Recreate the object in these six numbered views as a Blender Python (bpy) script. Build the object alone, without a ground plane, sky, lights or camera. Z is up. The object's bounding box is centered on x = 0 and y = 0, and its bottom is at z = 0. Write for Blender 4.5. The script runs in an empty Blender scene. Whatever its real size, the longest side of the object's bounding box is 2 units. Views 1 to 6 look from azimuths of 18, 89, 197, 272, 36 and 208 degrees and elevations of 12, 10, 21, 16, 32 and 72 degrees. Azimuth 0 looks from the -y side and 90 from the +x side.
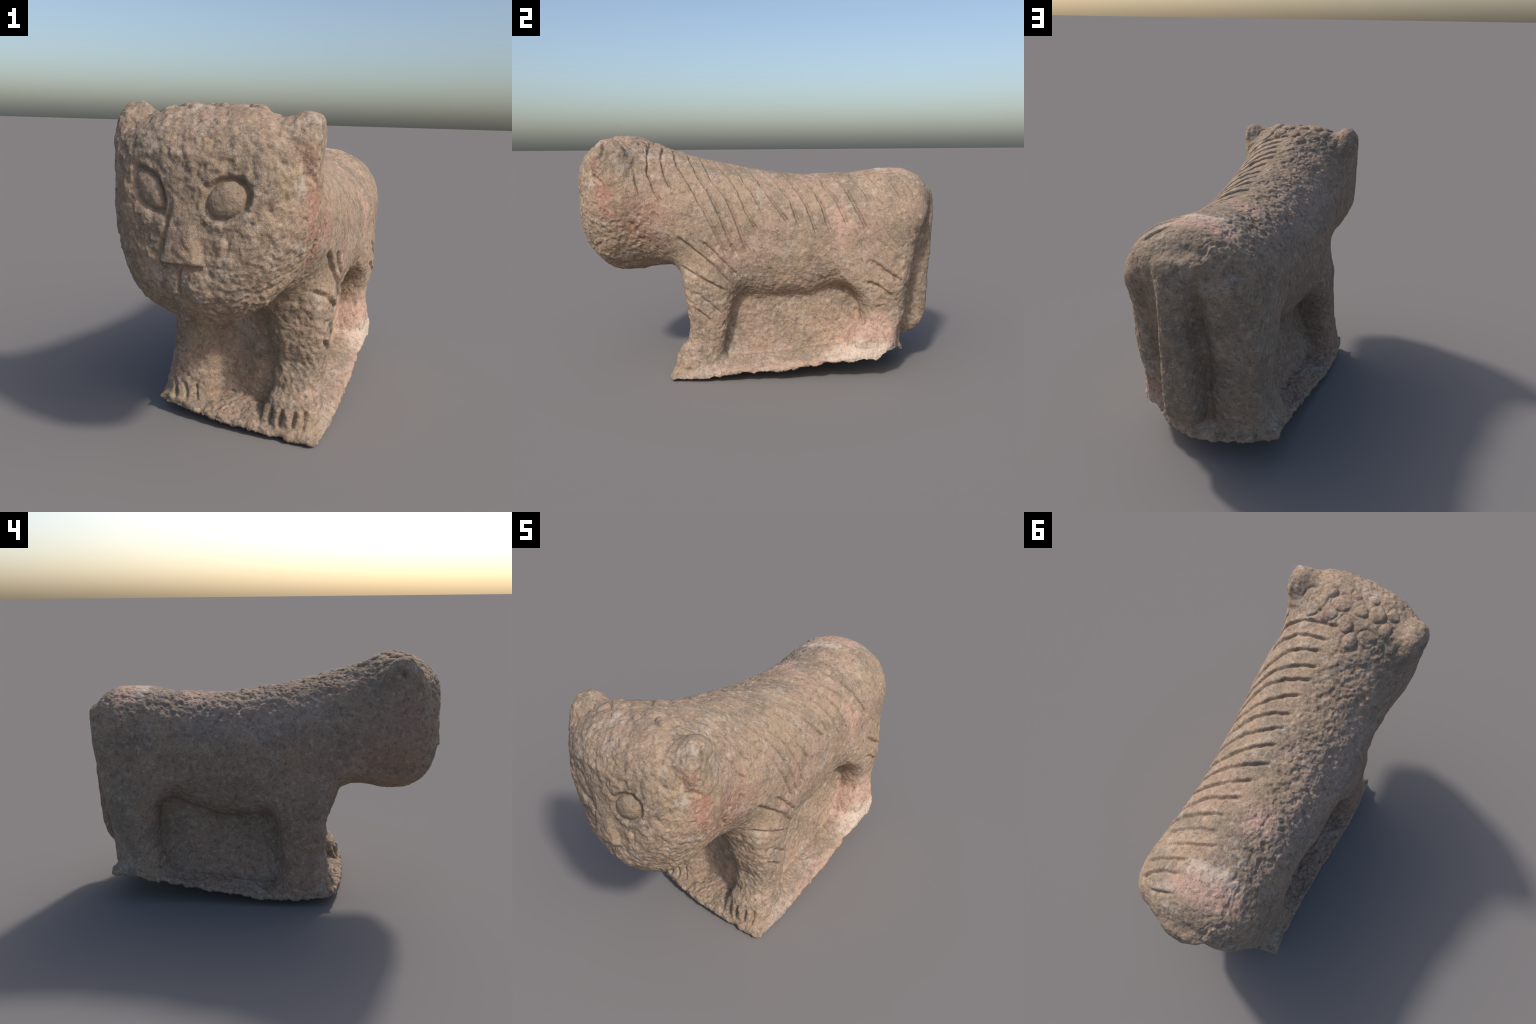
"""Weathered carved-stone feline standing on a thin stone base.

The body is one implicit stone mass (lofted trunk and head, lofted legs, a web of
stone between the legs, tail strip, ears and a rough base) that is polygonised,
refined, carved with grooves (stripes, eyes, nose, mouth, toes) and pitted by
procedural noise, and finally separated into named anatomical regions.
"""
import bpy
import math
import numpy as np

F = np.float32
CELL = 0.0155           # lattice of the first coarse skin
LEVELS = 2             # each level quarters the faces

# ------------------------------------------------------------------ helpers


def curve(keys):
    """Smooth monotone (PCHIP-like) curve through (t, value) keys."""
    k = np.array(keys, float)
    t, v = k[:, 0], k[:, 1]
    h = np.diff(t)
    d = np.diff(v) / h
    m = np.zeros_like(v)
    m[0], m[-1] = d[0], d[-1]
    for i in range(1, len(v) - 1):
        if d[i - 1] * d[i] > 0:
            w1, w2 = 2 * h[i] + h[i - 1], h[i] + 2 * h[i - 1]
            m[i] = (w1 + w2) / (w1 / d[i - 1] + w2 / d[i])
    ts = np.linspace(t[0], t[-1], 600)
    i = np.clip(np.searchsorted(t, ts, side="right") - 1, 0, len(t) - 2)
    u = (ts - t[i]) / h[i]
    vs = ((2 * u**3 - 3 * u**2 + 1) * v[i] + (u**3 - 2 * u**2 + u) * h[i] * m[i]
          + (-2 * u**3 + 3 * u**2) * v[i + 1] + (u**3 - u**2) * h[i] * m[i + 1])
    return lambda x: np.interp(x, ts, vs)


def smin(a, b, k):
    h = np.maximum(k - np.abs(a - b), 0) / k
    return np.minimum(a, b) - h * h * k * 0.25


def smax(a, b, k):
    return -smin(-a, -b, k)


def step(a, b, x):
    t = np.clip((x - a) / (b - a), 0, 1)
    return t * t * (3 - 2 * t)


def superellipse(u, v, a, b, n):
    """Approximate signed distance to |u/a|^n + |v/b|^n = 1."""
    p, q = np.abs(u) / a + 1e-6, np.abs(v) / b + 1e-6
    s = p**n + q**n
    r = s ** (1 / n)
    gx = (p / r) ** (n - 1) / a
    gy = (q / r) ** (n - 1) / b
    return (r - 1) / np.sqrt(gx * gx + gy * gy)


def ellipsoid(x, y, z, c, r):
    p, q, s = (x - c[0]) / r[0], (y - c[1]) / r[1], (z - c[2]) / r[2]
    k = np.sqrt(p * p + q * q + s * s) + 1e-6
    g = np.sqrt((p / r[0]) ** 2 + (q / r[1]) ** 2 + (s / r[2]) ** 2) + 1e-6
    return k * (k - 1) / g


RNG = np.random.default_rng(7)
PERM = RNG.permutation(256)
GRAD = RNG.normal(size=(256, 3))
GRAD /= np.linalg.norm(GRAD, axis=1)[:, None]
JIT = RNG.random((256, 3))


def lattice(i, j, k):
    return PERM[(PERM[(PERM[i & 255] + j) & 255] + k) & 255]


def noise(p):
    """Gradient noise in about -1..1."""
    f = np.floor(p).astype(int)
    t = p - f
    w = t * t * t * (t * (t * 6 - 15) + 10)
    out = 0
    for a in (0, 1):
        wa = w[:, 0] if a else 1 - w[:, 0]
        for b in (0, 1):
            wb = w[:, 1] if b else 1 - w[:, 1]
            for c in (0, 1):
                wc = w[:, 2] if c else 1 - w[:, 2]
                g = GRAD[lattice(f[:, 0] + a, f[:, 1] + b, f[:, 2] + c)]
                out = out + wa * wb * wc * (g[:, 0] * (t[:, 0] - a) + g[:, 1] * (t[:, 1] - b) + g[:, 2] * (t[:, 2] - c))
    return out * 1.6


def cells(p):
    """Voronoi distances F1, F2 of jittered lattice points."""
    f = np.floor(p).astype(int)
    d1 = np.full(len(p), 9.0)
    d2 = np.full(len(p), 9.0)
    for a in (-1, 0, 1):
        for b in (-1, 0, 1):
            for c in (-1, 0, 1):
                g = f + (a, b, c)
                q = g + 0.15 + 0.7 * JIT[lattice(g[:, 0], g[:, 1], g[:, 2])]
                d = np.sqrt(((q - p) ** 2).sum(1))
                d2 = np.minimum(d2, np.maximum(d, d1))
                d1 = np.minimum(d1, d)
    return d1, d2


def masked_cells(p, mask):
    f1, f2 = np.full(len(p), 0.5), np.full(len(p), 0.9)
    i = np.flatnonzero(mask > 0)
    f1[i], f2[i] = cells(p[i])
    return f1, f2


# ------------------------------------------------------------- stone masses
# trunk and head: a loft along y (front = -y)
TOP = curve([(-1.05, 1.31), (-0.9, 1.325), (-0.79, 1.332), (-0.69, 1.328), (-0.6, 1.293), (-0.5, 1.263), (-0.38, 1.226),
             (-0.18, 1.179), (0.03, 1.142), (0.25, 1.117), (0.46, 1.124), (0.63, 1.141), (0.76, 1.150), (0.85, 1.143), (1.05, 1.12)])
LOW = curve([(-1.05, 0.65), (-0.94, 0.625), (-0.86, 0.576), (-0.78, 0.569), (-0.68, 0.574), (-0.6, 0.590), (-0.5, 0.600), (-0.43, 0.57),
             (-0.3, 0.50), (-0.1, 0.42), (0.07, 0.40), (0.24, 0.415), (0.4, 0.47), (0.55, 0.52), (1.05, 0.50)])
RIGHT = curve([(-1.05, 0.36), (-0.9, 0.378), (-0.77, 0.386), (-0.66, 0.375), (-0.55, 0.365), (-0.4, 0.375), (-0.25, 0.38), (-0.1, 0.373), (0.05, 0.368), (0.3, 0.366),
               (0.48, 0.378), (0.7, 0.398), (0.83, 0.40), (1.05, 0.395)])
LEFT = curve([(-1.05, -0.345), (-0.9, -0.363), (-0.78, -0.36), (-0.66, -0.35), (-0.5, -0.322), (-0.38, -0.312), (-0.27, -0.318), (-0.15, -0.322),
              (0.05, -0.296), (0.25, -0.283), (0.45, -0.260), (0.6, -0.262), (0.8, -0.258), (1.05, -0.245)])
WIDEST = curve([(-1.05, 1.0), (-0.75, 1.0), (-0.5, 0.92), (-0.2, 0.84), (0.1, 0.81), (0.5, 0.82), (1.05, 0.84)])
ROUND_TOP = curve([(-1.05, 3.6), (-0.8, 3.2), (-0.64, 2.25), (-0.5, 2.1), (-0.2, 2.0), (0.1, 2.0), (0.5, 1.9), (0.75, 2.1), (1.05, 2.2)])
ROUND_LOW = curve([(-1.05, 1.72), (-0.7, 1.72), (-0.45, 2.2), (-0.2, 2.6), (0.1, 2.6), (0.4, 2.8), (1.05, 2.6)])
FACE = curve([(0.4, -0.90), (0.6, -0.935), (0.66, -0.962), (0.72, -0.982), (0.8, -0.987), (0.9, -0.99), (1.07, -0.993), (1.15, -0.985),
              (1.22, -0.968), (1.28, -0.943), (1.34, -0.895), (1.45, -0.78)])
REAR = curve([(0.3, 0.84), (0.5, 0.885), (0.7, 0.925), (0.85, 0.950), (0.95, 0.96), (1.2, 0.96)])


def trunk(x, y, z):
    xl, xr, zm = LEFT(y), RIGHT(y), WIDEST(y)
    c, a = (xl + xr) / 2, (xr - xl) / 2
    up = z > zm
    b = np.where(up, TOP(y) - zm, zm - LOW(y))
    n = np.where(up, ROUND_TOP(y), ROUND_LOW(y) + 0.3 * step(0.1, -0.2, x) * step(-0.5, -0.65, y))
    d = superellipse(x - c, z - zm, a, b, n)
    face = (FACE(z) + 0.72 * (x - 0.065) ** 2 - y) * 0.9
    d = smax(d, face, 0.15)
    hollow = 0.06 * step(0.13, 0.20, x) * step(1.0, 0.6, z) + 0.035 * np.exp(-((x + 0.015 + 0.07 * np.clip(0.83 - z, 0, 1)) / 0.038) ** 2) * step(1.0, 0.8, z) + 0.022 * step(0.18, 0.26, x)
    rear = y - REAR(z) + hollow
    return smax(d, rear, 0.17)


def column(keys, n, fade=0.55, sink=0.35):
    """A limb lofted along z: keys are (z, x low, x high, y front, y back)."""
    k = np.array(keys, float)
    x0, x1, y0, y1 = (curve(np.stack([k[:, 0], k[:, i]], 1)) for i in (1, 2, 3, 4))
    lo, hi = k[0, 0], k[-1, 0]

    def f(x, y, z):
        zc = np.clip(z, lo, hi)
        a0, a1, b0, b1 = x0(zc), x1(zc), y0(zc), y1(zc)
        d = superellipse(x - (a0 + a1) / 2, y - (b0 + b1) / 2, (a1 - a0) / 2, (b1 - b0) / 2, n)
        up = np.maximum(z - fade, 0)
        d = d + sink * up * up / (up + 0.08) + 3.5 * up**3   # sinks into the body above
        return np.maximum(d, lo - z)
    return f


front_leg_sun = column([(-0.1, 0.105, 0.338, -0.466, -0.17), (0.05, 0.105, 0.338, -0.464, -0.17), (0.10, 0.115, 0.338, -0.456, -0.18),
                        (0.15, 0.125, 0.338, -0.442, -0.19), (0.20, 0.135, 0.338, -0.40, -0.188), (0.30, 0.125, 0.348, -0.390, -0.17),
                        (0.45, 0.10, 0.358, -0.412, -0.135), (0.58, 0.07, 0.355, -0.43, -0.09), (0.8, 0.10, 0.33, -0.42, -0.0)], 3.2)
front_leg_shade = column([(-0.1, -0.385, -0.125, -0.40, -0.09), (0.06, -0.385, -0.125, -0.40, -0.09), (0.12, -0.38, -0.125, -0.39, -0.10),
                          (0.20, -0.367, -0.125, -0.362, -0.115), (0.30, -0.357, -0.13, -0.350, -0.11), (0.45, -0.346, -0.14, -0.355, -0.085),
                          (0.6, -0.335, -0.14, -0.405, -0.05), (0.8, -0.30, -0.10, -0.43, 0.02)], 3.0)
hind_leg_sun = column([(-0.1, 0.0, 0.392, 0.485, 0.77), (0.20, 0.0, 0.390, 0.485, 0.768), (0.26, 0.0, 0.380, 0.51, 0.775), (0.32, 0.0, 0.364, 0.565, 0.795),
                       (0.38, 0.0, 0.368, 0.56, 0.815), (0.45, 0.0, 0.388, 0.535, 0.812), (0.55, 0.0, 0.40, 0.465, 0.832), (0.7, 0.0, 0.40, 0.40, 0.86),
                       (0.85, 0.0, 0.37, 0.38, 0.92)], 3.6)
hind_leg_shade = column([(-0.1, -0.325, 0.0, 0.525, 0.83), (0.15, -0.32, 0.0, 0.525, 0.83), (0.22, -0.300, 0.0, 0.545, 0.83), (0.3, -0.280, 0.0, 0.575, 0.838),
                         (0.4, -0.270, 0.0, 0.582, 0.852), (0.5, -0.272, 0.0, 0.57, 0.868), (0.58, -0.284, 0.0, 0.53, 0.88), (0.7, -0.285, 0.0, 0.44, 0.90),
                         (0.85, -0.25, 0.0, 0.42, 0.92)], 3.6)
tail_strip = column([(0.19, 0.01, 0.14, 0.7, 0.88), (0.23, 0.0, 0.162, 0.7, 0.925), (0.28, -0.006, 0.172, 0.7, 0.956), (0.38, 0.0, 0.172, 0.7, 0.974),
                     (0.55, 0.0, 0.168, 0.7, 0.983), (0.75, 0.015, 0.162, 0.7, 0.992), (0.92, -0.01, 0.168, 0.7, 0.998), (1.0, -0.06, 0.168, 0.7, 0.992),
                     (1.06, -0.08, 0.16, 0.7, 0.965), (1.10, -0.08, 0.14, 0.7, 0.92)], 4.0, 1.03, 3.0)

RIM_SUN = curve([(-0.6, 0.0), (-0.45, 0.004), (-0.3, 0.018), (-0.1, 0.045), (0.1, 0.058), (0.3, 0.085), (0.45, 0.108), (0.63, 0.120), (0.70, 0.165), (0.80, 0.155), (0.95, 0.12)])
RIM_SHADE = curve([(-0.6, 0.075), (-0.4, 0.055), (-0.25, 0.03), (-0.07, 0.03), (0.19, 0.055), (0.43, 0.090), (0.65, 0.128), (0.80, 0.158), (0.95, 0.14)])


def rim(x, y):
    t = np.clip((0.36 - x) / 0.72, 0, 1)
    back = step(0.7, 0.85, y) * np.clip(1 - (x / 0.33) ** 2, 0, 1)
    mid = np.clip(1 - ((x + 0.03) / 0.34) ** 2, 0, 1) * step(-0.3, -0.45, y)
    return RIM_SUN(y) * (1 - t) + RIM_SHADE(y) * t - 0.062 * back - 0.12 * back * x - 0.012 * mid


BASE_FRONT = curve([(-0.5, -0.40), (-0.36, -0.405), (-0.2, -0.44), (0.0, -0.478), (0.15, -0.488), (0.3, -0.494), (0.5, -0.494)])
BASE_SUN = curve([(-0.6, 0.352), (-0.45, 0.366), (-0.1, 0.395), (0.3, 0.395), (0.7, 0.402), (1.0, 0.36)])
BASE_SHADE = curve([(-0.6, -0.375), (-0.35, -0.382), (-0.1, -0.388), (0.1, -0.375), (0.3, -0.362), (0.65, -0.345), (0.8, -0.35), (1.0, -0.33)])
BASE_REAR = curve([(-0.5, 0.78), (-0.36, 0.825), (-0.27, 0.85), (-0.2, 0.862), (0.0, 0.855), (0.2, 0.822), (0.3, 0.75), (0.38, 0.70), (0.5, 0.64)])


def base_inside(x, y):
    return np.minimum(np.minimum(BASE_SUN(y) - x, x - BASE_SHADE(y)), np.minimum(y - BASE_FRONT(x), BASE_REAR(x) - y))


def base(x, y, z):
    inside = base_inside(x, y)
    top = rim(x, y) + 0.028 + 0.045 * (0.45 + 0.55 * step(-0.2, 0.1, x)) * step(-0.01, 0.12, inside)
    return smax(-inside, z - top, 0.02)


def web(x, y, z):
    hi = np.interp(y, [-0.2, 0.5], [0.232, 0.236]) + 0.015 * step(0.35, 0.05, z)
    lo = np.interp(y, [-0.1, 0.25, 0.55], [-0.155, -0.133, -0.142]) - 0.09 * step(0.42, 0.08, z)
    c, a = (hi + lo) / 2, (hi - lo) / 2
    front = -0.295 - 0.045 * step(-0.06, 0.10, x) - 0.045 * step(0.35, 0.55, z)
    d = np.maximum(np.abs(x - c) - a, np.maximum(front - y, y - 0.80))
    return np.maximum(d, np.maximum(z - 0.75, -0.1 - z))


def ear_sun(x, y, z):
    return ellipsoid(x, y, z, (0.338, -0.778, 1.207), (0.074, 0.090, 0.114))


def ear_shade(x, y, z):
    return ellipsoid(x, y, z, (-0.284, -0.73, 1.225), (0.076, 0.100, 0.116))


def masses(x, y, z):
    return dict(trunk=trunk(x, y, z), fa=front_leg_sun(x, y, z), fb=front_leg_shade(x, y, z), ha=hind_leg_sun(x, y, z), hb=hind_leg_shade(x, y, z),
                tail=tail_strip(x, y, z), base=base(x, y, z), web=web(x, y, z), ea=ear_sun(x, y, z), eb=ear_shade(x, y, z))


def stone(p):
    x, y, z = p[:, 0], p[:, 1], p[:, 2]
    m = masses(x, y, z)
    d = smin(m["trunk"], m["ea"], 0.05)
    d = smin(d, m["eb"], 0.05)
    legs = smin(m["fa"], m["fb"], 0.02)
    hind = smin(m["ha"], m["hb"], 0.06)
    trench = (x + 0.015 + 0.07 * np.clip(0.83 - z, 0, 1)) / 0.038
    hind = hind + 0.03 * np.exp(-((x - 0.20) / 0.05) ** 2) * step(0.72, 0.82, y) * step(0.35, 0.55, z)
    hind = hind + 0.020 * np.exp(-trench * trench) * step(0.75, 0.85, y) * step(0.3, 0.5, z)
    d = smin(d, smin(legs, hind, 0.05), 0.09)
    d = smin(d, m["tail"], 0.03)
    w = smin(m["web"], m["base"], 0.018)
    d = smin(d, w, 0.03)
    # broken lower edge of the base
    cut = rim(x, y) + 0.010 * noise(np.stack([x * 22, y * 22, x * 0 + 3.3], 1)) + 0.007 * noise(np.stack([x * 70, y * 70, x * 0 + 8.1], 1)) - z
    return np.maximum(d, cut * 0.9)


# ------------------------------------------------------------ polygonising
def surface_net():
    lo, hi = np.array([-0.47, -1.10, -0.06]), np.array([0.50, 1.08, 1.42])
    n = np.ceil((hi - lo) / CELL).astype(int) + 1
    ax = [lo[i] + CELL * np.arange(n[i]) for i in range(3)]
    f = np.empty(n, F)
    for i, xv in enumerate(ax[0]):
        Y, Z = np.meshgrid(ax[1], ax[2], indexing="ij")
        f[i] = stone(np.stack([np.full(Y.size, xv), Y.ravel(), Z.ravel()], 1)).reshape(Y.shape)
    s = f < 0
    corners = [(a, b, c) for a in (0, 1) for b in (0, 1) for c in (0, 1)]
    view = lambda arr, c: arr[c[0]:n[0] - 1 + c[0], c[1]:n[1] - 1 + c[1], c[2]:n[2] - 1 + c[2]]
    count = sum(view(s, c).astype(int) for c in corners)
    active = (count > 0) & (count < 8)
    idx = np.full(active.shape, -1)
    idx[active] = np.arange(active.sum())
    cell = np.argwhere(active)
    acc, num = np.zeros((len(cell), 3)), np.zeros(len(cell))
    for a in corners:
        for k in range(3):
            if a[k]:
                continue
            b = list(a)
            b[k] = 1
            fa, fb = f[tuple((cell + a).T)], f[tuple((cell + b).T)]
            hit = (fa < 0) != (fb < 0)
            t = np.where(hit, fa / np.where(hit, fa - fb, 1), 0)
            q = np.array(a, float)[None] + np.zeros((len(cell), 1))
            q[:, k] += t
            acc += q * hit[:, None]
            num += hit
    verts = lo + CELL * (cell + acc / num[:, None])
    quads = []
    for k in range(3):
        u, v = (k + 1) % 3, (k + 2) % 3
        sl0, sl1 = [slice(None)] * 3, [slice(None)] * 3
        sl0[k], sl1[k] = slice(0, -1), slice(1, None)
        e = np.argwhere(s[tuple(sl0)] != s[tuple(sl1)])
        e = e[(e[:, u] > 0) & (e[:, v] > 0)]
        inside = s[tuple(e.T)]
        o = np.eye(3, dtype=int)
        q = np.stack([idx[tuple((e - o[u] - o[v]).T)], idx[tuple((e - o[v]).T)], idx[tuple(e.T)], idx[tuple((e - o[u]).T)]], 1)
        q[~inside] = q[~inside][:, ::-1]
        quads.append(q)
    return verts, np.concatenate(quads)


def refine(v, q):
    """Linear quad subdivision."""
    e = np.sort(np.concatenate([q[:, [0, 1]], q[:, [1, 2]], q[:, [2, 3]], q[:, [3, 0]]]), axis=1)
    key = e[:, 0].astype(np.int64) * (len(v) + 1) + e[:, 1]
    uniq, first, inv = np.unique(key, return_index=True, return_inverse=True)
    mids = (v[e[first, 0]] + v[e[first, 1]]) / 2
    cen = v[q].mean(1)
    m = (len(v) + inv.reshape(4, -1)).T
    c = len(v) + len(mids) + np.arange(len(q))
    out = [np.stack([q[:, i], m[:, i], c, m[:, i - 1]], 1) for i in range(4)]
    return np.concatenate([v, mids, cen]), np.concatenate(out)


def relax(v, q, amount):
    acc, num = np.zeros_like(v), np.zeros(len(v))
    for i in range(4):
        a, b = q[:, i], q[:, (i + 1) % 4]
        for k in range(3):
            acc[:, k] += np.bincount(a, v[b, k], len(v)) + np.bincount(b, v[a, k], len(v))
        num += np.bincount(a, minlength=len(v)) + np.bincount(b, minlength=len(v))
    return v + amount * (acc / num[:, None] - v)


def settle(v, times, limit):
    h = 0.0015
    for _ in range(times):
        f = stone(v)
        g = np.stack([stone(v + h * o) - f for o in np.eye(3)], 1) / h
        g2 = np.maximum((g * g).sum(1), 0.15)
        move = -f[:, None] * g / g2[:, None]
        size = np.linalg.norm(move, axis=1)
        v = v + move * np.minimum(1, limit / np.maximum(size, 1e-9))[:, None]
    return v


def normals(v, q):
    a, b = v[q[:, 2]] - v[q[:, 0]], v[q[:, 3]] - v[q[:, 1]]
    fn = np.cross(a, b)
    out = np.zeros_like(v)
    for i in range(4):
        for k in range(3):
            out[:, k] += np.bincount(q[:, i], fn[:, k], len(v))
    return out / np.maximum(np.linalg.norm(out, axis=1), 1e-12)[:, None]


v, q = surface_net()
v = settle(v, 2, 0.01)
for level in range(LEVELS):
    v, q = refine(v, q)
    v = relax(v, q, 0.5)
    v = settle(v, 2 - level, 0.006)

# ------------------------------------------------------------------ carving
nrm = normals(v, q)


def groove(points, depth, width, p, n):
    """Depth of a chiselled line along a 3D polyline, fading out at both ends."""
    pts = np.array(points, float)
    out = np.zeros(len(p))
    near = np.all((p > pts.min(0) - 0.035) & (p < pts.max(0) + 0.035), axis=1)
    i = np.flatnonzero(near)
    if not len(i):
        return out
    w, m = p[i], n[i]
    seg = np.linalg.norm(np.diff(pts, axis=0), axis=1)
    total = seg.sum()
    run = 0
    best, along = np.full(len(i), 9.0), np.zeros(len(i))
    for a, b, s in zip(pts[:-1], pts[1:], seg):
        t = np.clip(((w - a) @ (b - a)) / (s * s), 0, 1)
        off = w - a - t[:, None] * (b - a)
        lift = (off * m).sum(1)
        d = np.linalg.norm(off - 0.9 * np.clip(lift, -0.03, 0.03)[:, None] * m, axis=1)
        along = np.where(d < best, run + t * s, along)
        best = np.minimum(best, d)
        run += s
    end = np.clip(np.minimum(along + 0.012, total - along + 0.012) / 0.028, 0, 1)
    out[i] = depth * end * np.exp(-(best / width) ** 2)
    return out


# chiselled stripes of the +x flank: from the spine down and back
STRIPES = [
    [(0.357, -0.640, 1.214), (0.363, -0.641, 1.106), (0.368, -0.623, 1.036)],
    [(0.06, -0.600, 1.306), (0.15, -0.592, 1.288), (0.235, -0.590, 1.250), (0.323, -0.582, 1.143), (0.348, -0.542, 1.034), (0.355, -0.512, 0.984)],
    [(0.08, -0.526, 1.272), (0.16, -0.526, 1.246), (0.225, -0.525, 1.205), (0.275, -0.508, 1.152), (0.311, -0.489, 1.092), (0.321, -0.459, 1.062)],
    [(0.085, -0.470, 1.250), (0.18, -0.455, 1.206), (0.235, -0.436, 1.165), (0.276, -0.397, 1.109), (0.326, -0.333, 1.010), (0.357, -0.263, 0.891), (0.358, -0.205, 0.767)],
    [(0.07, -0.394, 1.231), (0.165, -0.372, 1.194), (0.249, -0.336, 1.118), (0.311, -0.263, 1.019), (0.354, -0.202, 0.900), (0.360, -0.149, 0.767)],
    [(0.065, -0.328, 1.214), (0.17, -0.300, 1.168), (0.258, -0.255, 1.087), (0.308, -0.182, 1.008), (0.350, -0.131, 0.909), (0.362, -0.087, 0.787)],
    [(0.08, -0.245, 1.190), (0.16, -0.212, 1.152), (0.239, -0.153, 1.085), (0.289, -0.107, 1.026), (0.339, -0.070, 0.938), (0.360, -0.030, 0.868)],
    [(0.075, -0.150, 1.170), (0.15, -0.123, 1.140), (0.242, -0.072, 1.074), (0.302, -0.020, 1.006), (0.335, 0.012, 0.947)],
    [(0.075, -0.072, 1.157), (0.15, -0.034, 1.129), (0.247, 0.016, 1.063), (0.313, 0.074, 0.985), (0.348, 0.128, 0.911)],
    [(0.07, 0.012, 1.146), (0.16, 0.062, 1.115), (0.245, 0.118, 1.060), (0.303, 0.168, 0.994), (0.349, 0.199, 0.906)],
    [(0.06, 0.112, 1.133), (0.165, 0.160, 1.101), (0.255, 0.209, 1.042), (0.322, 0.256, 0.964), (0.361, 0.290, 0.865)],
    [(0.085, 0.208, 1.119), (0.16, 0.245, 1.098), (0.268, 0.306, 1.031), (0.324, 0.338, 0.963), (0.365, 0.367, 0.865)],
    [(0.10, 0.312, 1.116), (0.18, 0.345, 1.092), (0.25, 0.366, 1.050), (0.303, 0.412, 1.002), (0.361, 0.453, 0.905)],
    [(0.125, 0.420, 1.117), (0.19, 0.435, 1.094), (0.275, 0.476, 1.041), (0.341, 0.511, 0.963), (0.379, 0.553, 0.875)],
    [(0.12, 0.500, 1.125), (0.18, 0.513, 1.108), (0.256, 0.546, 1.068), (0.335, 0.589, 0.993)],
    [(0.08, 0.562, 1.139), (0.195, 0.608, 1.115), (0.276, 0.638, 1.070), (0.315, 0.656, 1.038)],
    [(0.17, 0.680, 1.135), (0.23, 0.698, 1.113), (0.303, 0.733, 1.061), (0.349, 0.755, 1.002)],
    [(0.17, 0.750, 1.140), (0.24, 0.766, 1.110), (0.289, 0.798, 1.070), (0.323, 0.828, 1.020)],
    [(0.145, 0.835, 1.125), (0.20, 0.850, 1.100), (0.255, 0.863, 1.063)],
]
LIMB_LINES = [
    [(0.351, -0.428, 0.799), (0.345, -0.340, 0.724), (0.345, -0.239, 0.638), (0.350, -0.168, 0.546)],
    [(0.355, -0.306, 0.778), (0.349, -0.247, 0.725), (0.345, -0.177, 0.648), (0.345, -0.121, 0.584)],
    [(0.300, -0.411, 0.628), (0.346, -0.322, 0.579), (0.354, -0.189, 0.505)],
    [(0.348, -0.355, 0.495), (0.358, -0.283, 0.443), (0.356, -0.223, 0.388)],
    [(0.345, -0.358, 0.408), (0.356, -0.265, 0.330)],
    [(0.370, 0.597, 0.666), (0.370, 0.670, 0.613), (0.369, 0.753, 0.554)],
    [(0.374, 0.575, 0.552), (0.374, 0.638, 0.530), (0.368, 0.714, 0.475)],
]
FAINT_LINES = [
    [(0.390, 0.739, 0.885), (0.335, 0.850, 0.795)], [(0.390, 0.629, 0.784), (0.360, 0.775, 0.652)],
    [(0.366, -0.685, 0.886), (0.344, -0.641, 0.821)], [(0.361, -0.563, 0.945), (0.359, -0.525, 0.893)],
    [(0.365, 0.095, 0.86), (0.366, 0.115, 0.77)], [(0.362, 0.01, 0.86), (0.366, 0.05, 0.74)], [(0.37, 0.30, 0.85), (0.368, 0.325, 0.76)],
    [(-0.33, 0.30, 0.95), (-0.30, 0.22, 0.80)], [(-0.33, -0.12, 0.98), (-0.335, -0.02, 0.80)], [(-0.28, 0.70, 0.80), (-0.29, 0.83, 0.72)],
    [(-0.345, -0.30, 0.58), (-0.345, -0.20, 0.50)],
]
MOUTH = [(-0.016, -0.985, 0.815), (-0.022, -0.975, 0.76), (-0.023, -0.967, 0.701)]
JAW_LINE = [(-0.012, -0.961, 0.685), (0.112, -0.949, 0.683), (0.210, -0.921, 0.716), (0.297, -0.858, 0.763)]
TOE_GAPS_SUN = [0.153, 0.201, 0.257, 0.300]
TOE_GAPS_SHADE = [-0.305, -0.252, -0.203]


KNOBS = [(0.222, -0.654), (0.132, -0.643), (0.030, -0.632), (-0.012, -0.712), (-0.087, -0.734), (-0.090, -0.613), (-0.150, -0.680), (0.086, -0.712),
         (0.172, -0.748), (0.186, -0.690), (0.044, -0.782), (-0.205, -0.655), (0.248, -0.714), (-0.040, -0.795), (-0.020, -0.570), (-0.160, -0.770)]


def eye_sun_radius(x, z):
    u, w = x - 0.140, z - 1.042
    a = (u * 0.77 + w * 0.64) / 0.069
    b = (-u * 0.64 + w * 0.77) / 0.055
    return np.sqrt(a * a + b * b)


def eye_shade_radius(x, z):
    u, w = x + 0.135, z - 1.058
    a = (-u * 0.64 + w * 0.77) / 0.078
    b = (u * 0.77 + w * 0.64) / 0.047
    return (np.abs(a) ** 1.6 + np.abs(b) ** 1.6) ** (1 / 1.6)


def nose_mask(x, z):
    t = np.clip((1.035 - z) / 0.207, 0, 1)
    left, right = -0.036 - 0.054 * t, 0.016 + 0.050 * t
    side = step(-0.006, 0.014, x - left) * step(-0.014, 0.020, right - x)
    return side * step(0.823, 0.834, z) * step(1.06, 0.98, z), t


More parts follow.
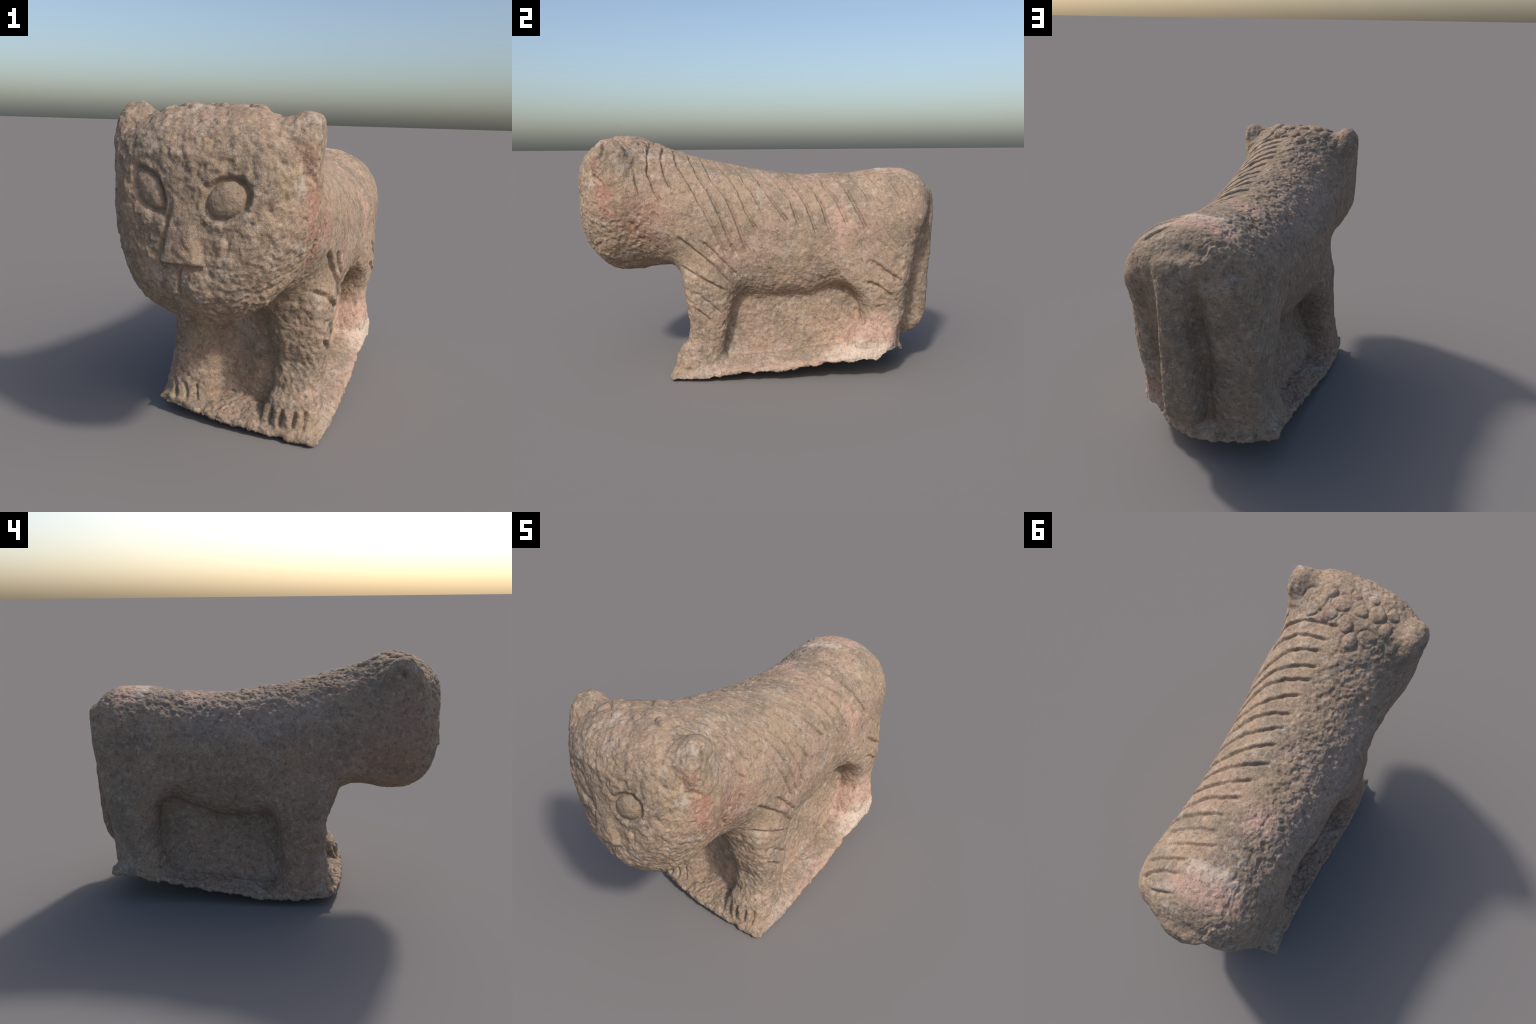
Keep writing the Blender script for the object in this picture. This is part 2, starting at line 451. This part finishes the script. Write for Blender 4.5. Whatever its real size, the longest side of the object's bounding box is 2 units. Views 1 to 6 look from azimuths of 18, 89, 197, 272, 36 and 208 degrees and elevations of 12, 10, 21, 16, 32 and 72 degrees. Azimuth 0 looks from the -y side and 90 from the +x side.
def carve(p, n):
    x, y, z = p.T
    wob = p + 0.006 * np.stack([noise(p * 18 + 5), noise(p * 18 + 15), noise(p * 18 + 25)], 1)
    d = np.zeros(len(p))
    # ---- regions with their own tooling
    sun = step(-0.05, 0.35, n[:, 0])                      # the flank on the +x side
    spine = 0.03 - 0.04 * step(-0.2, 0.6, y)
    upper_shade = step(spine + 0.08, spine - 0.05, x + 0.03 * noise(p * 9)) * step(0.05, 0.4, n[:, 2]) * step(-0.66, -0.5, y)
    crown = step(0.45, 0.75, n[:, 2]) * step(-0.52, -0.60, y) * step(-0.93, -0.84, y)
    front = step(0.1, 0.5, -n[:, 1]) * step(-0.55, -0.75, y)
    cheek = step(-0.48, -0.62, y) * step(1.05, 0.9, z) * step(-0.1, 0.3, n[:, 0])
    shin = step(-0.3, -0.36, y) * step(0.6, 0.5, z)
    belly = step(0.75, 0.5, z) * sun
    # broad unevenness and pitted tooling
    d += 0.006 * noise(p * 7) + 0.0035 * noise(p * 15 + 3)
    rough = 0.42 + 0.58 * np.clip(front + cheek + crown * 0.4 + shin * 0.7 + belly * 0.5 + upper_shade * 0.5, 0, 1)
    eyes = step(1.35, 1.1, eye_sun_radius(x, z)) + step(1.35, 1.1, eye_shade_radius(x, z))
    nose, t = nose_mask(x, z)
    calm = 1 - 0.75 * np.clip((eyes + nose) * front, 0, 1)
    pits = np.maximum(noise(wob * 30 + 41) - 0.18, 0)
    d += rough * calm * (0.0048 * noise(p * 34 + 11) + 0.0030 * noise(p * 62 + 2) - 0.010 * pits)
    d += 0.0010 * noise(p * 120 + 9)
    # ragged chips in slanted rows on the shaded upper flank
    row = np.stack([wob[:, 0] * 17 + wob[:, 1] * 4, wob[:, 1] * 27 - wob[:, 0] * 14, wob[:, 2] * 24], 1)
    chips = step(0.05, 0.55, noise(row)) + 0.6 * step(0.1, 0.5, noise(wob * 44 + 3))
    lumps = step(0.05, 0.6, noise(row * 0.8 + 9))
    d += upper_shade * (0.001 - 0.0052 * chips + 0.003 * lumps)
    # rounded knobs on the crown
    kx, ky = x + 0.016 * noise(p * 15 + 2), y + 0.016 * noise(p * 15 + 6)
    best = np.full(len(p), 9.0)
    for i, (cx, cy) in enumerate(KNOBS):
        size = 0.038 * (0.72 + 0.5 * ((i * 37) % 10) / 10)
        best = np.minimum(best, np.sqrt((kx - cx) ** 2 + ((ky - cy) * 1.05) ** 2) / size)
    lump = np.sqrt(np.clip(1 - best**2, 0, 1)) - 0.55 * np.exp(-((best - 1.12) / 0.22) ** 2)
    d += step(0.4, 0.7, n[:, 2]) * step(1.15, 1.22, z) * 0.0095 * lump * np.clip(0.85 + 0.7 * noise(p * 11 + 8), 0.15, 1.3)
    # ---- chiselled lines
    wig = p + 0.004 * np.stack([noise(p * 30 + 5), noise(p * 30 + 15), noise(p * 30 + 25)], 1)
    for i, line in enumerate(STRIPES):
        if 2 < i < 14:                                      # let the cut run out further down the flank
            a, b = np.array(line[-2]), np.array(line[-1])
            line = line + [tuple(b + 0.45 * (b - a) * (0.3, 1, 1))]
        strength = 1.0 if 0 < i < 14 else 0.75
        d -= groove(line, 0.0175 * strength, 0.0082, wig, n) * (1 + 0.4 * noise(p * 16 + i))
        pts = [(a, b - 0.012, c) for a, b, c in line]      # the front lip of each cut stands slightly proud
        d += groove(pts, 0.0035, 0.014, wig, n)
    for line in LIMB_LINES:
        d -= groove(line, 0.016, 0.011, wig, n) * (1 + 0.4 * noise(p * 16 + 2))
        d += groove([(a, b + 0.012, c + 0.014) for a, b, c in line], 0.004, 0.014, wig, n)
    for line in STRIPES[3:17]:                              # their fainter mirror on the shaded flank
        d -= groove([(0.02 - 0.9 * (a - 0.04), b, c) for a, b, c in line[:4]], 0.007, 0.009, wig, n) * (1 + 0.8 * noise(p * 14 + 4))
    for line in FAINT_LINES:
        d -= groove(line, 0.006, 0.010, wig, n)
    d -= groove(MOUTH, 0.013, 0.006, wig, n) + groove(JAW_LINE, 0.006, 0.009, wig, n)
    # ---- eyes: bulging balls in a cut rim
    f = step(0.0, 0.35, -n[:, 1]) * step(-0.75, -0.85, y)
    for r, dip, ball, strong in (
            (eye_sun_radius(x, z), 0.016, 0.022, 0.25 + 1.0 * step(-0.02, 0.06, (x - 0.14) * 0.6 + (z - 1.042) * 0.8)),
            (eye_shade_radius(x, z), 0.013, 0.017, 0.4 + 0.6 * step(-0.03, 0.04, (x + 0.135) * 0.8 + (z - 1.058) * 0.3))):
        d += f * (ball * np.clip(1 - r * r, 0, 1) ** 0.75 - dip * step(1.4, 0.95, r) - strong * 0.012 * np.exp(-((r - 1.10) / 0.14) ** 2))
    # ---- nose: a wedge widening downward
    side = np.exp(-((x + 0.04 + 0.054 * t) / 0.010) ** 2) * step(0.82, 0.86, z) * step(1.05, 1.0, z)
    facet = step(0.0, 0.05, (x + 0.094 + 0.9 * (z - 0.83)) * 0 + np.minimum(x + 0.034 + 0.054 * t, 0.05))
    d += f * (nose * (0.004 + 0.014 * t * (0.45 + 0.55 * facet) + 0.004 * noise(p * 40 + 1)) - 0.009 * side - 0.007 * np.exp(-((z - 0.815) / 0.010) ** 2) * step(-0.10, -0.08, x) * step(0.07, 0.05, x))
    d -= f * 0.007 * np.exp(-((x - 0.075) / 0.03) ** 2) * step(0.82, 0.9, z) * step(1.0, 0.94, z)
    # ---- ears: crease around the front, hollow face under a raised rim, slit
    out = step(0.2, 0.5, n[:, 0]) * step(0.27, 0.33, x)
    e = np.sqrt(((y + 0.775) / 0.075) ** 2 + ((z - 1.180) / 0.080) ** 2)
    d -= out * 0.016 * np.clip(1.1 - e * e, 0, 1)
    rim_line = np.sqrt(((y + 0.768) / 0.108) ** 2 + ((z - 1.205) / 0.112) ** 2)
    d -= 0.006 * out * np.exp(-((rim_line - 1.08) / 0.09) ** 2) * step(-0.79, -0.84, y)
    d += 0.008 * out * np.exp(-((rim_line - 0.85) / 0.13) ** 2) * step(1.12, 1.2, z)
    d -= groove([(0.388, -0.795, 1.290), (0.395, -0.800, 1.262), (0.402, -0.808, 1.225)], 0.022, 0.0075, p, n)
    out = step(-0.2, -0.5, n[:, 0]) * step(-0.25, -0.31, x)
    e = np.sqrt(((y + 0.735) / 0.075) ** 2 + ((z - 1.205) / 0.080) ** 2)
    d -= out * (0.011 * np.clip(1.15 - e * e, 0, 1) + 0.030 * np.exp(-(((y + 0.720) / 0.012) ** 2 + ((z - 1.262) / 0.018) ** 2)))
    # ---- toes
    foot = step(-0.33, -0.38, y) * step(0.045, 0.065, z) * step(0.132, 0.112, z)
    for i, g in enumerate(TOE_GAPS_SUN):
        d -= foot * 0.014 * np.exp(-((x - g + 0.15 * (0.1 - z)) / 0.0085) ** 2) * step(0.1, 0.13, x)
    d += foot * 0.012 * np.abs(np.sin((x - 0.105) / 0.049 * math.pi)) * step(0.1, 0.12, x) * step(0.36, 0.34, x)
    foot2 = step(-0.32, -0.36, y) * step(0.07, 0.09, z) * step(0.150, 0.13, z)
    for g in TOE_GAPS_SHADE:
        d -= foot2 * 0.013 * np.exp(-((x - g - 0.2 * (0.1 - z)) / 0.008) ** 2)
    return d


d = carve(v, nrm)
v = v + nrm * d[:, None]

# ------------------------------------------------------- regions -> objects
ctr = v[q].mean(1)
x, y, z = ctr.T
m = masses(x, y, z)
names = list(m)
near = np.argmin(np.stack([m[k] - (0.004 if k in ("ea", "eb", "tail") else 0) for k in names]), axis=0)
label = np.full(len(q), 0)
PARTS = ["torso", "head", "neck", "front_leg", "front_leg", "hind_leg", "hind_leg", "tail", "plinth", "web", "ear", "ear"]
of_mass = dict(trunk=0, fa=3, fb=4, ha=5, hb=6, tail=7, base=8, web=9, ea=10, eb=11)
for i, k in enumerate(names):
    label[near == i] = of_mass[k]
label[(label == 0) & (y < -0.62)] = 1
label[(label == 0) & (y < -0.36) & (y > -0.63)] = 2

PARTS += ["eye", "eye", "nose"] + ["toe"] * 9
on_face = (label == 1) & (y < -0.85)
label[on_face & (eye_sun_radius(x, z) < 1.0)] = 12
label[on_face & (eye_shade_radius(x, z) < 1.0)] = 13
label[on_face & (nose_mask(x, z)[0] > 0.5)] = 14
sun_toe = np.searchsorted(TOE_GAPS_SUN, x + 0.15 * (0.1 - z))
shade_toe = np.searchsorted(TOE_GAPS_SHADE, x - 0.2 * (0.1 - z))
label = np.where((label == 3) & (y < -0.41) & (z > 0.045) & (z < 0.13), 15 + sun_toe, label)
label = np.where((label == 4) & (y < -0.37) & (z > 0.07) & (z < 0.15), 20 + shade_toe, label)
PARENT = {10: 1, 11: 1, 12: 1, 13: 1, 14: 1, **{i: 3 for i in range(15, 20)}, **{i: 4 for i in range(20, 24)}}

# material ------------------------------------------------------------------


def stone_material():
    """Tan sandstone: mottled grain, pale lichen, pink and red stains, grey-green film."""
    m = bpy.data.materials.new("weathered_stone")
    m.use_nodes = True
    nt = m.node_tree
    N, L = nt.nodes, nt.links
    shader = N["Principled BSDF"]
    coord = N.new("ShaderNodeTexCoord").outputs["Object"]

    def link(a, b):
        if isinstance(a, (int, float)):
            b.default_value = a
        elif isinstance(a, tuple):
            b.default_value = (*a, 1) if len(b.default_value) == 4 else a
        else:
            L.new(a, b)

    def tex(scale, detail=4, rough=0.6, offset=0.0, stretch=(1, 1, 1)):
        mp = N.new("ShaderNodeMapping")
        mp.inputs["Location"].default_value = (offset, offset * 0.7, -offset)
        mp.inputs["Scale"].default_value = stretch
        L.new(coord, mp.inputs["Vector"])
        t = N.new("ShaderNodeTexNoise")
        t.inputs["Scale"].default_value, t.inputs["Detail"].default_value, t.inputs["Roughness"].default_value = scale, detail, rough
        L.new(mp.outputs[0], t.inputs["Vector"])
        return t.outputs["Fac"]

    def math_(op, a, b=0.0, clamp=False):
        n = N.new("ShaderNodeMath")
        n.operation, n.use_clamp = op, clamp
        link(a, n.inputs[0])
        link(b, n.inputs[1])
        return n.outputs[0]

    def ramp(x, lo, hi, amount=1.0):
        n = N.new("ShaderNodeMapRange")
        n.interpolation_type = "SMOOTHSTEP"
        link(x, n.inputs["Value"])
        for k, val in (("From Min", lo), ("From Max", hi), ("To Min", 0.0), ("To Max", amount)):
            n.inputs[k].default_value = val
        return n.outputs[0]

    def spot(centre, radius, soft=0.45, warp=0.45):
        """Blotch around a place on the statue with a ragged rim (0..1)."""
        s = N.new("ShaderNodeVectorMath")
        s.operation = "SUBTRACT"
        L.new(coord, s.inputs[0])
        s.inputs[1].default_value = centre
        e = N.new("ShaderNodeVectorMath")
        e.operation = "DIVIDE"
        L.new(s.outputs[0], e.inputs[0])
        e.inputs[1].default_value = radius
        ln = N.new("ShaderNodeVectorMath")
        ln.operation = "LENGTH"
        L.new(e.outputs[0], ln.inputs[0])
        r = math_("ADD", ln.outputs["Value"], math_("MULTIPLY", math_("SUBTRACT", tex(14, 5, 0.65, centre[1] * 3), 0.5), warp * 4))
        return ramp(r, 1.0 + soft, 1.0 - soft)

    def mix(base, colour, fac, mode="MIX"):
        n = N.new("ShaderNodeMix")
        n.data_type, n.blend_type = "RGBA", mode
        link(fac, n.inputs["Factor"])
        link(base, n.inputs[6])
        link(colour, n.inputs[7])
        return n.outputs[2]

    c = mix(TAN, GREY_BROWN, ramp(tex(5.5, 8, 0.7, 1.0), 0.44, 0.58))
    c = mix(c, PINK, ramp(tex(3.6, 8, 0.7, 5.0), 0.51, 0.63, 0.65))
    c = mix(c, OCHRE, ramp(tex(5.5, 8, 0.7, 9.0), 0.51, 0.66, 0.7))
    c = mix(c, PALE, ramp(tex(6.0, 9, 0.75, 13.0), 0.53, 0.65, 0.75))
    for place, size, colour, amount in STAINS:
        c = mix(c, colour, math_("MULTIPLY", spot(place, size), amount))
    # grain: mottles of a centimetre down to sand
    c = mix(c, DARK, ramp(tex(34, 5, 0.65, 21.0), 0.48, 0.70, 0.60))
    c = mix(c, LIGHT, ramp(tex(28, 5, 0.65, 25.0), 0.50, 0.70, 0.55))
    c = mix(c, DARK, ramp(tex(75, 4, 0.7, 3.0), 0.53, 0.68, 0.55))
    c = mix(c, LIGHT, ramp(tex(110, 4, 0.7, 8.0), 0.55, 0.68, 0.55))
    c = mix(c, DARK, ramp(tex(170, 3, 0.7, 6.0), 0.58, 0.70, 0.4))
    L.new(c, shader.inputs["Base Color"])
    shader.inputs["Roughness"].default_value = 0.92
    shader.inputs["Specular IOR Level"].default_value = 0.2
    bump = N.new("ShaderNodeBump")
    bump.inputs["Strength"].default_value = 0.8
    bump.inputs["Distance"].default_value = 0.006
    h = math_("ADD", tex(95, 5, 0.7, 2.0), math_("MULTIPLY", tex(240, 3, 0.7, 4.0), 0.5))
    L.new(h, bump.inputs["Height"])
    L.new(bump.outputs[0], shader.inputs["Normal"])
    return m


TAN = (0.330, 0.238, 0.168)
GREY_BROWN = (0.245, 0.190, 0.140)
PINK = (0.365, 0.245, 0.190)
OCHRE = (0.35, 0.255, 0.160)
PALE = (0.42, 0.355, 0.298)
DARK = (0.13, 0.098, 0.075)
LIGHT = (0.50, 0.40, 0.31)
RED = (0.36, 0.155, 0.115)
ROSE = (0.52, 0.335, 0.26)
CHALK = (0.58, 0.47, 0.38)
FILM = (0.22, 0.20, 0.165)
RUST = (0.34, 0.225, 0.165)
UMBER = (0.29, 0.215, 0.16)
MAUVE = (0.37, 0.275, 0.23)
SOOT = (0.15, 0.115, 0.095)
STAINS = [  # place, radii, colour, amount
    ((0.37, -0.81, 1.02), (0.10, 0.05, 0.10), RED, 0.55), ((0.38, -0.86, 1.17), (0.06, 0.03, 0.06), RED, 0.4),
    ((0.36, -0.62, 0.88), (0.10, 0.14, 0.14), RED, 0.35), ((0.36, -0.10, 0.72), (0.12, 0.16, 0.10), PINK, 0.6),
    ((-0.03, 0.37, 1.11), (0.09, 0.07, 0.09), ROSE, 0.85), ((0.0, 0.69, 1.14), (0.16, 0.05, 0.07), CHALK, 0.85),
    ((-0.02, 0.76, 1.13), (0.20, 0.07, 0.08), ROSE, 0.8), ((0.37, 0.44, 0.86), (0.09, 0.05, 0.11), ROSE, 0.6),
    ((0.36, 0.62, 0.22), (0.22, 0.24, 0.14), ROSE, 0.75), ((0.38, 0.60, 0.15), (0.12, 0.22, 0.07), CHALK, 0.95), ((0.40, 0.15, 0.08), (0.06, 0.45, 0.05), ROSE, 0.5),  # hind foot colour lightened to paint in its overexposed glare
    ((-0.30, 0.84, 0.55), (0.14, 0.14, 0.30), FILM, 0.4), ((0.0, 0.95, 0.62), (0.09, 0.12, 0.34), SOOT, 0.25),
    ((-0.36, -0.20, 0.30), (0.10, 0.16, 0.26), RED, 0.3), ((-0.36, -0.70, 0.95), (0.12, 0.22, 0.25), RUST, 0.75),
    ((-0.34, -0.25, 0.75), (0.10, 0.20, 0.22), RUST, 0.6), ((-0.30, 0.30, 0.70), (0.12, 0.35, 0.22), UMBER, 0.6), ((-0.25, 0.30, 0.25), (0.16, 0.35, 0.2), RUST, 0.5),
    ((-0.22, 0.10, 1.03), (0.16, 0.45, 0.14), MAUVE, 0.5), ((-0.15, 0.88, 0.40), (0.2, 0.1, 0.3), UMBER, 0.4),
]
mat = stone_material()

vn = normals(v, q)
v = v - np.array([0, 0, v[:, 2].min()])
root = bpy.data.objects.new("stone_feline_statue", None)
root["label"] = "weathered tan stone feline standing on a thin base"
root["category"] = "stone statue"
bpy.context.scene.collection.objects.link(root)


def part(name, faces, parent):
    used, inv = np.unique(faces, return_inverse=True)
    me = bpy.data.meshes.new(name)
    me.vertices.add(len(used))
    me.vertices.foreach_set("co", v[used].astype(F).ravel())
    me.loops.add(faces.size)
    me.loops.foreach_set("vertex_index", inv.ravel().astype(np.int32))
    me.polygons.add(len(faces))
    me.polygons.foreach_set("loop_start", np.arange(0, faces.size, 4, dtype=np.int32))
    me.update(calc_edges=True)
    me.polygons.foreach_set("use_smooth", np.ones(len(faces), bool))
    me.normals_split_custom_set_from_vertices(vn[used].tolist())
    me.materials.append(mat)
    ob = bpy.data.objects.new(name, me)
    ob.parent = parent
    bpy.context.scene.collection.objects.link(ob)
    return ob


built = {}
for i, nm in enumerate(PARTS):
    sel = label == i
    if sel.any():
        built[i] = part(nm, q[sel], built[PARENT[i]] if i in PARENT else root)
print("verts", len(v), "bounds", v.min(0), v.max(0))
